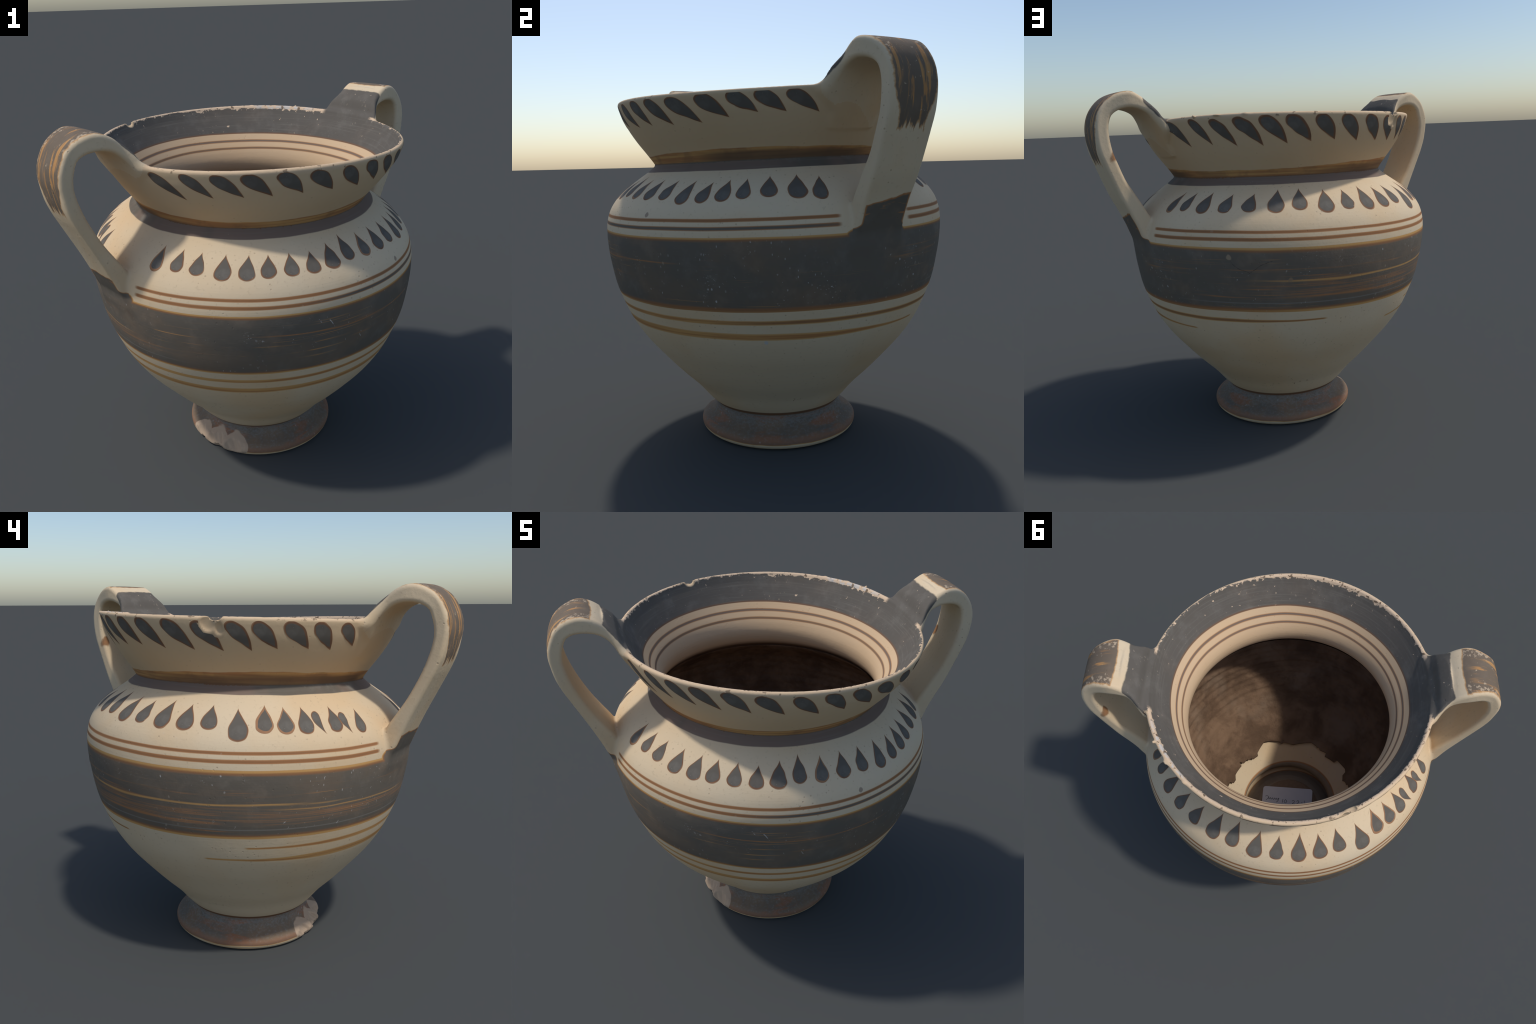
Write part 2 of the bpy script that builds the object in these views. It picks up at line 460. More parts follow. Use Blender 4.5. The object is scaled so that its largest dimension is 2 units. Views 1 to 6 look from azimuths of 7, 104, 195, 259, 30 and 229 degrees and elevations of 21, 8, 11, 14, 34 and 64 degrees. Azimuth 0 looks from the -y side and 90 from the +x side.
# ---------------------------------------------------------------- materials
def body_material():
    g = Graph('painted_clay_body').lathe()
    col = clay_ground(g)
    zb = g.zl + g.toward(175).max(0.0) * 0.017
    ring = g.vec(g.toward(0) * 1.0, g.toward(90) * 1.0, zb * 2.0)
    wob = (g.noise(ring, 2.5, 2) - 0.5) * 0.010
    streak_v = g.vec(g.toward(0) * 1.1, g.toward(90) * 1.1, zb * 55)
    streak = g.noise(streak_v, 1.0, 3, 0.6)
    fine = g.noise(g.vec(g.toward(0) * 1.6, g.toward(90) * 1.6, zb * 150), 1.0, 2, 0.6)
    # collar of slip under the neck
    collar = g.step(1.4665, 1.4705, g.zl + wob)
    tone = g.noise(g.vec(g.toward(0), g.toward(90), 0.0), 1.6, 3, 0.6)
    c_col = g.mix(g.step(0.42, 0.56, tone + g.arc(105, 55, 20) * 0.14 + g.arc(275, 38, 14) * 0.16), slip_layer(g, 0.8, 0.3), PLUM)
    c_col = g.mix(g.step(0.55, 0.8, fine) * 0.3, c_col, SLIP_DUST)
    col = g.mix(collar, col, c_col)
    # keep the ring lines off the handle roots
    free = 1.0 - g.arc(44.5, 12.5, 1.0).max(g.arc(226, 12.5, 1.0))
    dark2 = g.arc(345, 45, 12)
    col = paint_line(g, col, zb, 1.2545, 0.0076, g.mix(streak, RUST, UMBER), RUST, wob * 0.6, free * (0.55 + fine * 0.9).min(1.0))
    col = paint_line(g, col, zb, 1.2185, 0.0090, g.mix(dark2, g.mix(streak, UMBER, RUST), SLIP), RUST, wob * 0.6, free * (0.7 + fine * 0.6).min(1.0))
    # the broad black zone
    t = (1.181 - (zb + wob * 0.7)).min((zb + wob) - 0.836)
    t = t.max(root_paint(g, HANDLE_A)).max(root_paint(g, HANDLE_B))
    slip = slip_layer(g, 0.30, 0.65)
    worn = g.step(0.55, 0.70, streak) * g.step(0.47, 0.60, g.noise(ring, 1.7, 2) + g.arc(150, 75, 30) * 0.12)
    low = g.step(1.12, 1.05, zb)
    slip = g.mix(g.step(0.44, 0.62, g.noise(ring, 2.3, 4, 0.6)) * 0.35, slip, SLIP_BROWN)
    slip = g.mix(worn * low * 0.75, slip, RUST)
    hair = g.step(0.635, 0.71, fine) * g.step(0.47, 0.60, g.noise(ring, 3.1, 2)) * g.step(1.15, 1.10, zb)
    slip = g.mix(hair * 0.7, slip, g.mix(streak, OCHRE, RUST))
    slip = g.mix(g.line(zb + wob, 0.888, 0.003, 0.002) * g.arc(160, 85, 15) * 0.6, slip, SLIP_DUST)
    # one long light streak wandering over the back
    wander = zb + (g.noise(ring, 1.2, 2) - 0.5) * 0.06
    slip = g.mix(g.line(wander, 1.010, 0.0045, 0.003) * g.arc(150, 44, 14) * g.step(0.36, 0.60, streak) * 0.85, slip, OCHRE)
    slip = g.mix(g.line(wander, 0.985, 0.003, 0.003) * g.arc(205, 22, 10) * 0.7, slip, OCHRE)
    slip = g.mix(g.line(wander, 0.955, 0.026, 0.018) * g.arc(172, 66, 25) * g.step(0.44, 0.62, fine) * 0.55, slip, RUST)
    slip = g.mix(g.line(wander, 1.062, 0.003, 0.0025) * g.arc(310, 30, 8) * g.step(0.45, 0.55, streak) * 0.75, slip, RUST)
    slip = scratches(g, nicks(g, slip, 1.0), 1.2)
    d_, c_ = g.voronoi(g.vec(g.x * 1.5, g.y * 1.5, zb * 0.55), 30)
    slip = g.mix(g.step(0.13, 0.05, d_) * g.step(0.50, 0.60, g.noise(g.P, 2.1, 3, 0.6)) * 0.55, slip, CHALK)
    w = 0.012 + streak * 0.014 + g.arc(150, 60, 30) * 0.008
    col = g.mix(g.step(0.0, 0.004, t), col, OCHRE)
    col = g.mix(g.step(w * 0.30, w * 0.75, t), col, g.mix(0.5, RUST, UMBER))
    core = g.step(w * 0.6, w * 1.25, t)
    col = g.mix(core, col, slip)
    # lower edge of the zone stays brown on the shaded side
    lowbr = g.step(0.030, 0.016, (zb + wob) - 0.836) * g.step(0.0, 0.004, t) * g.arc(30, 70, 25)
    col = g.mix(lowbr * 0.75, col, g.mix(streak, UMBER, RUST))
    # two ochre lines below, each with a start and an end
    on_a = 1.0 - g.arc(145, 23.5, 1.2)
    thin_a = 1.0 - g.arc(145, 42, 20) * 0.55
    br_a = g.mix(g.step(0.42, 0.6, streak), RUST, OCHRE)
    col = paint_line(g, col, zb, 0.7845, 0.0112 * thin_a, g.mix(g.arc(60, 60, 20) * 0.55, br_a, UMBER), OCHRE, wob, on_a * 0.92)
    on_b = 1.0 - g.arc(112, 42.0, 1.2)
    thin_b = 1.0 - g.arc(112, 68, 26) * 0.72
    br_b = g.mix(g.step(0.40, 0.62, streak), RUST, OCHRE)
    col = paint_line(g, col, zb, 0.712, 0.0175 * thin_b, br_b, OCHRE, wob, on_b * 0.9)
    col = nicks(g, col, 0.35, (0.62, 0.52, 0.40), 20)
    # a few flaked spots
    for deg, zc, rad_, tint in ((89.1, 1.128, 0.016, (0.36, 0.27, 0.18)), (331.9, 1.278, 0.013, (0.30, 0.22, 0.16)), (10.2, 0.682, 0.012, (0.50, 0.50, 0.50)),
                                (108.8, 1.009, 0.016, (0.30, 0.20, 0.12))):
        dd = g.math('SQRT', (1.0 - g.toward(deg)) * 1.55 + g.math('POWER', g.zl - zc, 2.0)) + (g.noise(g.P, 32, 3) - 0.5) * 0.018
        col = g.mix(g.step(rad_, rad_ * 0.6, dd) * 0.85, col, tint)
    # crease above the foot
    col = g.mix(g.step(0.186, 0.178, g.zl), col, UMBER)
    g.bump(g.relief + fine * 0.25 + g.noise(g.P, 14, 3) * 0.6, 0.25, 0.006)
    return g.finish(col, g.mix(core, (0.66, 0.66, 0.66), (0.52, 0.52, 0.52)))

def lip_material():
    g = Graph('painted_clay_lip').lathe()
    col = g.mix(0.65, clay_ground(g), (0.640, 0.455, 0.268))
    ring = g.vec(g.toward(0), g.toward(90), g.zl * 2)
    wob = (g.noise(ring, 3.0, 3) - 0.5) * 0.022
    streak = g.noise(g.vec(g.toward(0) * 1.3, g.toward(90) * 1.3, g.zl * 60), 1.0, 3, 0.6)
    two = g.math('COSINE', g.th * 2.0) * 0.012 - g.toward(20) * 0.004
    dark_gate = g.arc(20, 34, 10).max(g.arc(214, 16, 6)).max(g.arc(178, 46, 22) * 0.85)
    top = 1.562 + two + wob
    t = top - g.zl
    wash = g.mix(g.step(0.40, 0.60, streak), RUST, OCHRE)
    wash = g.mix(g.step(0.48, 0.62, g.noise(ring, 4.5, 4, 0.6)) * 0.4, wash, UMBER)
    wash = g.mix(dark_gate * g.step(0.004, 0.03, t) * 0.9, wash, g.mix(streak, (0.085, 0.062, 0.045), UMBER))
    col = g.mix(g.step(0.0, 0.005, t) * 0.92, col, wash)
    col = g.mix(g.step(1.516, 1.508, g.zl), col, g.mix(g.arc(110, 60, 20).max(g.arc(275, 40, 15)), slip_layer(g, 0.4, 0.5), UMBER))
    worn = g.step(1.806, 1.818, g.zl + wob * 0.3) * (1.0 - g.arc(44.3, 14.0, 1.5).max(g.arc(226.3, 14.0, 1.5)))
    col = g.mix(worn * 0.5, col, (0.70, 0.51, 0.34))
    col = g.mix(worn * g.step(0.62, 0.68, g.noise(g.P, 30, 3)) * 0.8, col, SLIP_BROWN)
    col = g.mix(riser_mask(g, HANDLE_A).max(riser_mask(g, HANDLE_B)), col, riser_slip(g))
    col = broken(g, col, CHIPS[6:])
    g.bump(g.relief + g.noise(g.P, 14, 3) * 0.6, 0.25, 0.006)
    return g.finish(col, 0.66)

def mouth_material():
    """inside of the lip: black zone, then two grey rings on cream"""
    g = Graph('painted_clay_mouth').lathe()
    col = g.mix(0.75, clay_ground(g), (0.630, 0.430, 0.255))
    ring = g.vec(g.toward(0), g.toward(90), g.zl * 2)
    wob = (g.noise(ring, 2.2, 2) - 0.5) * 0.006
    fine = g.noise(g.vec(g.toward(0) * 2, g.toward(90) * 2, g.zl * 130), 1.0, 3, 0.6)
    grey = g.mix(fine, SLIP_BROWN, (0.165, 0.140, 0.125))
    col = paint_line(g, col, g.zl, 1.637, 0.0068, grey, RUST, wob, 0.95)
    col = paint_line(g, col, g.zl, 1.597, 0.0064, g.mix(g.arc(300, 100, 40), SLIP_BROWN, grey), RUST, wob, (0.75 + fine * 0.3).min(1.0))
    t = g.zl + wob - 1.674
    slip = g.mix(0.40, slip_layer(g, 0.55, 0.45), (0.085, 0.084, 0.082))
    slip = g.mix(g.step(0.5, 0.75, fine) * 0.25, slip, SLIP_DUST)
    slip = nicks(g, slip, 0.55, (0.52, 0.43, 0.33))
    rim_on = 1.0 - g.arc(44.3, 14.0, 1.5).max(g.arc(226.3, 14.0, 1.5))
    rubbed = rim_on * g.step(0.660, 0.705, g.noise(g.P, 34, 5, 0.64) + g.step(1.798, 1.826, g.zl) * 0.20)
    slip = g.mix(rubbed, slip, (0.68, 0.50, 0.34))
    col = g.mix(g.step(0.0, 0.004, t), col, UMBER)
    col = g.mix(g.step(0.002, 0.014, t), col, slip)
    edge = rim_on * g.step(1.8175, 1.8225, g.zl + (g.noise(g.P, 24, 4) - 0.5) * 0.016)
    col = g.mix(edge, col, g.mix(g.step(0.56, 0.62, g.noise(g.P, 32, 4)), (0.68, 0.50, 0.34), SLIP_BROWN))
    chalk = g.arc(80, 13, 6) * edge * g.step(0.45, 0.55, g.noise(g.P, 26, 4))
    col = g.mix(chalk * 0.8, col, (0.56, 0.53, 0.49))
    col = broken(g, col, CHIPS[6:])
    # below the throat the colour fades to dark brown
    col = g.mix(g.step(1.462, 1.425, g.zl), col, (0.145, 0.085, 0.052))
    g.bump(g.relief + fine * 0.3 + g.noise(g.P, 14, 3) * 0.6, 0.25, 0.006)
    return g.finish(col, 0.62)

def handle_material(h, name, spot):
    g = Graph(name).lathe()
    rad, tan, _ = frame(g, h)
    col = clay_ground(g)
    col = g.mix(g.step(0.45, 0.7, g.noise(g.vec(tan * 14, rad * 2, g.z * 2), 1.0, 3)) * 0.35, col, CREAM_COOL)
    dist = g.math('SQRT', g.math('POWER', rad - 0.95, 2.0) + g.math('POWER', g.z - 1.76, 2.0))
    rough_edge = (g.noise(g.P, 24, 4, 0.62) - 0.5)
    face = g.step(0.166, 0.175, dist + rough_edge * 0.018)
    at = g.math('ABSOLUTE', tan)
    # brush lines run along the strap
    along = g.noise(g.vec(tan * 36, g.z * 4.5, rad * 4.5), 1.0, 4, 0.6, 0.6)
    slip = g.mix(0.45, slip_layer(g, 0.45, 0.8), SLIP_BROWN)
    slip = g.mix(g.step(0.525, 0.63, along) * g.step(0.93, 1.02, rad) * 0.9, slip, g.mix(g.noise(g.P, 7, 2), RUST, OCHRE))
    bald = g.step(0.640, 0.700, g.noise(g.P, 46, 5, 0.66) + g.step(0.055, 0.11, at) * 0.13 * g.step(1.86, 1.95, g.z))
    slip = g.mix(bald * 0.75, slip, (0.54, 0.42, 0.29))
    slip = nicks(g, slip, 0.7, (0.58, 0.48, 0.38))
    # riser: inside black runs up the root, then a bare strip, then the painted crest
    root = riser_mask(g, h, 0.27)
    hw = h['width'] + g.step(1.70, 1.80, g.z) * (0.028 * g.step(1.10, 0.93, rad))
    end = 1.645 + (along - 0.5) * 0.22 - at * 0.35
    width = hw - 0.014 - g.step(1.80, 1.62, g.z) * 0.045
    face = face * g.step(1.70, 1.74, g.z).max(g.step(1.075, 1.090, rad))
    side = width - at + rough_edge * 0.030
    crest = (g.step(0.918, 0.926, rad + rough_edge * 0.014 - at * at * 0.5) * face
             * g.step(-0.004, 0.010, g.z - end) * g.step(0.0, 0.008, side))
    fringe = (g.step(0.914, 0.920, rad + rough_edge * 0.014 - at * at * 0.5) * face
              * g.step(-0.014, -0.004, g.z - end) * g.step(-0.006, 0.002, side))
    col = g.mix(fringe * 0.8, col, g.mix(along, RUST, OCHRE))
    col = g.mix(crest, col, slip)
    col = g.mix(root, col, riser_slip(g))
    # black root at the shoulder
    inside = root_paint(g, h)
    col = g.mix(g.step(-0.004, 0.002, inside), col, RUST)
    dab = g.step(0.55, 0.62, g.noise(g.vec(tan * 9, g.z * 45, 0.0), 1.0, 3)) * g.step(1.23, 1.26, g.z)
    col = g.mix(g.step(0.002, 0.010, inside), col, g.mix(dab * 0.7, slip_layer(g, 0.25, 0.6), RUST))
    if spot['dab']:
        sx, sy, sz = spot['dab']
        d = g.math('SQRT', g.math('POWER', (g.x - sx) * 1.6, 2.0) + g.math('POWER', (g.y - sy) * 1.6, 2.0) + g.math('POWER', g.z - sz, 2.0)) + rough_edge * 0.02
        col = g.mix(g.step(0.052, 0.040, d), col, g.mix(g.noise(g.P, 30, 3), RUST, SLIP_BROWN))
    g.bump(g.relief + g.noise(g.vec(tan * 30, rad * 5, g.z * 5), 1.0, 3) * 0.8, 0.35, 0.007)
    return g.finish(col, 0.60)

def foot_material():
    g = Graph('painted_clay_foot').lathe()
    ground = clay_ground(g)
    ring = g.vec(g.toward(0), g.toward(90), g.z * 3)
    wob = (g.noise(ring, 3.0, 2) - 0.5) * 0.014
    streak = g.noise(g.vec(g.toward(0) * 1.6, g.toward(90) * 1.6, g.z * 60 + g.rho * 60), 1.0, 3, 0.6)
    slip = g.mix(g.step(0.35, 0.65, g.noise(g.P, 6, 4, 0.6)), SLIP, SLIP_BROWN)
    slip = g.mix(g.step(0.50, 0.64, streak) * 0.8, slip, (0.27, 0.125, 0.067))
    dust = g.step(0.46, 0.72, g.noise(g.vec(g.x, g.y, g.z * 1.5), 60, 5, 0.75) + g.step(0.09, 0.145, g.z) * 0.13)
    slip = g.mix(dust * 0.50, slip, (0.235, 0.228, 0.215))
    slip = g.mix(g.step(0.072, 0.052, g.z + wob) * 0.6, slip, (0.27, 0.13, 0.072))
    slip = nicks(g, slip, 0.5)
    slip = g.mix(g.step(0.160, 0.166, g.z), slip, UMBER)
    t = g.z + wob - 0.030
    col = g.mix(g.step(0.0, 0.003, t), ground, OCHRE)
    col = g.mix(g.step(0.002, 0.008, t), col, slip)
    col = broken(g, col, CHIPS[:6])
    g.bump(g.relief + streak * 0.6, 0.3, 0.006)
    return g.finish(col, 0.62)

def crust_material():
    g = Graph('dark_brown_inner_clay')
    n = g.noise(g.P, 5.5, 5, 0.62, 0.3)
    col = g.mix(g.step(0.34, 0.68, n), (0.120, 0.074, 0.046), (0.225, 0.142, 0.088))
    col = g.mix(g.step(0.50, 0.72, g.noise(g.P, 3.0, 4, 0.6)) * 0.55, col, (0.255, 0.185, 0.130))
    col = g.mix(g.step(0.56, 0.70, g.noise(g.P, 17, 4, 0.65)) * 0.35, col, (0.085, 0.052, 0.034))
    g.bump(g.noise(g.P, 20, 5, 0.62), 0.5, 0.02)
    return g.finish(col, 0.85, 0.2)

def floor_material():
    g = Graph('bare_clay_floor').lathe()
    col = clay_ground(g)
    under = g.mix(g.noise(g.P, 40, 5, 0.7), (0.22, 0.165, 0.115), (0.33, 0.26, 0.19))
    disc = g.mix(g.noise(g.P, 50, 5, 0.7), (0.16, 0.10, 0.062), (0.30, 0.205, 0.135))
    m = g.mix(g.step(0.232, 0.224, g.rho), under, disc)
    col = g.mix(g.step(0.360, 0.352, g.rho), col, RUST)
    col = g.mix(g.step(0.352, 0.346, g.rho), col, m)
    g.bump(g.relief, 0.2, 0.006)
    return g.finish(col, 0.75, 0.2)

def paint_material(name, kind):
    g = Graph(name)
    n = g.noise(g.P, 14, 4, 0.6)
    info = g.t.nodes.new('ShaderNodeObjectInfo')
    rnd = Val(g, info.outputs['Random'])
    if kind == 'core':
        col = g.mix(g.step(0.44, 0.72, n) * 0.6, (0.130, 0.117, 0.099), (0.190, 0.175, 0.152))
        col = g.mix(rnd * 0.45, col, (0.120, 0.100, 0.080))
        d, c = g.voronoi(g.P, 45)
        col = g.mix(g.step(0.20, 0.12, d) * g.step(0.56, 0.66, g.noise(g.P, 11, 3)) * 0.7, col, CHALK)
        return g.finish(col, 0.55)
    if kind == 'fringe':
        col = g.mix(n, (0.27, 0.135, 0.07), (0.40, 0.22, 0.12))
    else:
        col = g.mix(n, (0.155, 0.09, 0.058), (0.23, 0.115, 0.063))
    return g.finish(col, 0.6)

# ================================================================ build the vessel
def main():
    table = build_tables()
    sdf = lambda x, y, z: vessel_sdf(table, x, y, z)
    V, Q = surface_nets(table, 0.0075)
    V = settle(sdf, V, 0.0, 3)
    N, _ = gradient(sdf, V, 0.004)
    C = V[Q].mean(1)
    th, rl, zl = unwarp(C[:, 0], C[:, 1], C[:, 2])
    dl = table(rl, zl)
    ha = handle_sdf(HANDLE_A, C[:, 0], C[:, 1], C[:, 2])
    hb = handle_sdf(HANDLE_B, C[:, 0], C[:, 1], C[:, 2])
    mid = np.interp(zl, [1.40, 1.5, 1.6, 1.7, 1.8, 1.83], [0.70, 0.620, 0.670, 0.737, 0.792, 0.803])
    NC = N[Q].mean(1)
    facing_in = (NC[:, 0] * C[:, 0] + NC[:, 1] * C[:, 1]) < 0
    FOOT_, BODY_, LIP_, MOUTH_, HA_, HB_, FLOOR_ = range(7)
    part = np.full(len(C), BODY_)
    # cavity surfaces below the throat
    wall = np.interp(zl, [0.0, 0.012, 0.045, 0.075, 0.12, 0.16, 0.187, 0.287, 0.41, 0.63, 0.84, 1.14, 1.205, 1.275, 1.328, 1.367, 1.402, 1.434, 1.468, 1.507],
                     [0.30, 0.375, 0.400, 0.385, 0.350, 0.344, 0.364, 0.454, 0.565, 0.740, 0.838, 0.888, 0.875, 0.845, 0.802, 0.760, 0.715, 0.675, 0.640, 0.615])
    over = np.interp(rl, [0.0, 0.22, 0.262, 0.318, 0.345, 0.38, 0.40], [0.096, 0.092, 0.072, 0.016, 0.008, 0.009, 0.03])
    cav = (rl < wall) & (zl > over) & (zl < 1.507)
    part[(zl < 0.172) & ~cav] = FOOT_
    part[(zl >= 1.507) & (rl >= mid)] = LIP_
    part[(zl >= 1.507) & (rl < mid)] = MOUTH_
    part[cav & (zl > 1.40)] = MOUTH_
    part[cav & (zl <= 1.40)] = FLOOR_
    part[(zl > 1.60) & facing_in & (rl < 0.80) & (zl < 1.80)] = MOUTH_
    on_h = (dl > 0.004) & (np.minimum(ha, hb) < 0.010) & ~cav
    part[on_h & (ha < hb)] = HA_
    part[on_h & (hb <= ha)] = HB_

    root = bpy.data.objects.new('painted_krater', None)
    bpy.context.scene.collection.objects.link(root)
    root['label'] = 'wide-mouthed cream clay jar painted with dark bands, drops and leaves'
    root['category'] = 'ancient vase'

    HB_SPOT = dict(dab=None)
    HA_SPOT = dict(dab=(0.687, 0.815, 1.650))
    specs = [(FOOT_, 'foot', foot_material()), (BODY_, 'body', body_material()), (LIP_, 'lip', lip_material()),
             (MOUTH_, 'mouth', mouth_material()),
             (HA_, 'handle', handle_material(HANDLE_A, 'painted_clay_handle', HA_SPOT)),
             (HB_, 'handle', handle_material(HANDLE_B, 'painted_clay_handle', HB_SPOT)),
             (FLOOR_, 'inner_floor', floor_material())]
    made = {}
    def child(name, mesh, parent):
        o = bpy.data.objects.new(name, mesh)
        bpy.context.scene.collection.objects.link(o)
        o.parent = parent
        return o
    def mesh_from(name, verts, faces, normals=None):
        me = bpy.data.meshes.new(name)
        me.vertices.add(len(verts)); me.vertices.foreach_set('co', np.ascontiguousarray(verts, np.float32).ravel())
        k = faces.shape[1]
        me.loops.add(faces.size); me.loops.foreach_set('vertex_index', np.ascontiguousarray(faces, np.int32).ravel())
        me.polygons.add(len(faces))
        me.polygons.foreach_set('loop_start', np.arange(0, faces.size, k, dtype=np.int32))
        me.update(calc_edges=True); me.validate()
        me.polygons.foreach_set('use_smooth', np.ones(len(me.polygons), bool))
        if normals is not None:
            me.normals_split_custom_set_from_vertices(normals.tolist())
        me.update()
        return me
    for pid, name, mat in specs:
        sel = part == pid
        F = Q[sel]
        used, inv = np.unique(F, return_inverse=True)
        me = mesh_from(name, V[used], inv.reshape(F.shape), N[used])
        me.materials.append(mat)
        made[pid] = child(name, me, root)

    # ------------------------------------------------ inner wall: lumpy dark brown layer with a torn lower edge
    rng = np.random.default_rng(11)
    cav_line = catmull(LIP_IN[-3:] + CAVITY[:-1], 0.01)
    nt, nv = 420, 170
    tt = np.linspace(0, 2 * np.pi, nt, endpoint=False)
    knots = np.sort(rng.uniform(0, 2 * np.pi, 46))
    kz = 0.334 + rng.normal(0, 0.013, 46)
    ragged = np.interp(tt, np.r_[knots[-1] - 2*np.pi, knots, knots[0] + 2*np.pi], np.r_[kz[-1], kz, kz[0]])
    ragged += 0.012 * np.sign(np.sin(tt * 9 + 1.3 * np.sin(tt * 4))) * (np.sin(tt * 3.1) > 0.2)
    order = np.argsort(cav_line[:, 1])
    rz, rr = cav_line[order, 1], cav_line[order, 0]
    lump = [(rng.uniform(0, 6.28), rng.integers(2, 15), rng.uniform(4, 22), rng.uniform(0, 6.28)) for _ in range(36)]
    verts = []
    for side in (0, 1):
        for j in range(nv):
            s = j / (nv - 1)
            z = 1.415 + (ragged - 1.415) * s
            bumps = sum(np.cos(k * tt + ph) * np.cos(q * z + ph2) / (k + q * 0.5) for ph, k, q, ph2 in lump)
            fade = math.sin(math.pi * s) ** 0.5 if 0 < s < 1 else 0
            ridges = 0.0022 * np.sin(z * 118 + 1.5 * np.sin(2 * tt + z * 9)) + 0.0014 * np.sin(z * 71 + 2 * np.cos(3 * tt))
            bumps = np.clip(bumps, -1.2, 1.2)
            r = (np.interp(z, rz, rr) - 0.006 - 0.005 * fade - 0.033 * sstep(0.66, 0.36, z)
                 - fade * (0.0028 * bumps + ridges) + (0.004 if side else 0))
            w = np.clip(sstep(0.4, 1.8, z) * r / 0.8, 0, 1.1)
            verts.append(np.stack([r * np.cos(tt), r * np.sin(tt), z + w * wave(RIM_Z[:2], tt)], 1))
    verts = np.vstack(verts)
    faces = []
    ia = np.arange(nt); ib = (ia + 1) % nt
    for j in range(nv - 1):
        a, b = j * nt, (j + 1) * nt
        faces.append(np.stack([a + ia, a + ib, b + ib, b + ia], 1))
        a2, b2 = (nv + j) * nt, (nv + j + 1) * nt
        faces.append(np.stack([b2 + ia, b2 + ib, a2 + ib, a2 + ia], 1))
    e1, e2 = (nv - 1) * nt, (2 * nv - 1) * nt
    faces.append(np.stack([e1 + ia, e1 + ib, e2 + ib, e2 + ia], 1))
    me = mesh_from('inner_wall', verts, np.vstack(faces))
    me.materials.append(crust_material())
    child('inner_wall', me, root)

    # ------------------------------------------------ painted motifs: each is a skin of slip on the clay
    core, brown, fringe = paint_material('black_slip', 'core'), paint_material('thin_brown_slip', 'brown'), paint_material('slip_fringe', 'fringe')
    body_r = catmull(BODY, 0.01); lip_r = catmull(LIP_OUT + [(0.8115, 1.812)], 0.01)
    def on_wall(line, theta, zl):
        """lathe coordinates -> world, before settling on the surface"""
        r = np.interp(zl, line[:, 1], line[:, 0])
        z = zl.copy(); rho = r.copy()
        for _ in range(4):
            wz = sstep(0.4, 1.8, z) * np.clip(rho / 0.8, 0, 1.1)
            z = zl + wz * (wave(RIM_Z[:2], theta) + sstep(1.5, 1.8, z) * wave((0, 0) + RIM_Z[2:], theta))
            rho = (r + sstep(1.5, 1.8, z) * wave(RIM_R, theta) + np.interp(z, AXIS_Z, AXIS_X) * np.cos(theta)
                   + np.interp(z, AXIS_Z, AXIS_Y) * np.sin(theta))
        return np.stack([rho * np.cos(theta), rho * np.sin(theta), z], 1)
    def motif(name, parent, line, a, b, half, shape, bend, seed, core_scale, core_shift, rust):
        """a, b: (angle deg, height) of blunt and pointed end; shape(s): relative half width"""
        r = np.random.default_rng(seed)
        n, rings = 72, (1.0, 0.95, 0.885, 0.60, 0.30)
        arc = np.concatenate([[0], np.cumsum(np.hypot(np.diff(line[:, 0]), np.diff(line[:, 1])))])
        sa, sb = np.interp([a[1], b[1]], line[:, 1], arc)
        rm = np.interp((a[1] + b[1]) / 2, line[:, 1], line[:, 0])
        A = np.array([math.radians(a[0]) * rm, sa]); B = np.array([math.radians(b[0]) * rm, sb])
        d = B - A; L = np.linalg.norm(d); d /= L; q = np.array([-d[1], d[0]])
        ph = np.linspace(0, 2 * np.pi, n, endpoint=False)
        s = 0.5 - 0.5 * np.cos(ph)                     # 0 blunt end .. 1 point
        sgn = np.sign(np.sin(ph) + 1e-9)
        wob = sum(r.normal(0, 0.016) * np.cos(k * ph + r.uniform(0, 6.28)) for k in range(2, 9))
        w = shape(s) * half * (1 + wob)
        pts2 = []
        c0 = 0.36
        for ri, sc in enumerate(rings):
            k = sc
            ds = s; ww = w
            if ri >= 1:
                jit = 1 + sum(r.normal(0, 0.012) * np.cos(m * ph + r.uniform(0, 6.28)) for m in range(2, 7))
                k = sc * jit * (1.0 if ri == 1 else core_scale)
            sl = c0 + (ds - c0) * k
            wl = sgn * ww * k
            centre = A + np.outer(sl * L, d) + np.outer(wl, q) + np.outer(bend * L * 4 * sl * (1 - sl), q)
            if ri >= 2:
                centre = centre + core_shift * half * q
            pts2.append(centre)
        pts2.append((A + c0 * L * d + bend * L * 4 * c0 * (1 - c0) * q + core_shift * half * q)[None])
        p2 = np.vstack(pts2)
        theta = p2[:, 0] / rm; zz = np.interp(p2[:, 1], arc, line[:, 1])
        P = on_wall(line, theta, zz)
        P = settle(sdf, P, 0.0009, 3)
        # skirt so that the skin has thickness and meets the clay
        S = settle(sdf, P[:n].copy(), -0.0006, 2)
        P = np.vstack([P, S])
        nn, _ = gradient(sdf, P, 0.004)
        base = P[:-n].mean(0)
        zax = nn[:-n].mean(0); zax /= np.linalg.norm(zax)
        yax = P[n // 2] - P[0]; yax -= zax * (yax @ zax); yax /= np.linalg.norm(yax)
        xax = np.cross(yax, zax)
        M = np.eye(4); M[:3, 0], M[:3, 1], M[:3, 2], M[:3, 3] = xax, yax, zax, base
        R = M[:3, :3]
        loc = (P - base) @ R; ln = nn @ R
        fs, mats = [], []
        m = len(rings)
        i = np.arange(n); j = (i + 1) % n
        def ringfaces(o, p, mi):
            fs.extend(zip((o + i).tolist(), (o + j).tolist(), (p + j).tolist(), (p + i).tolist())); mats.extend([mi] * n)
        sk = m * n + 1
        ringfaces(sk, 0, 2)
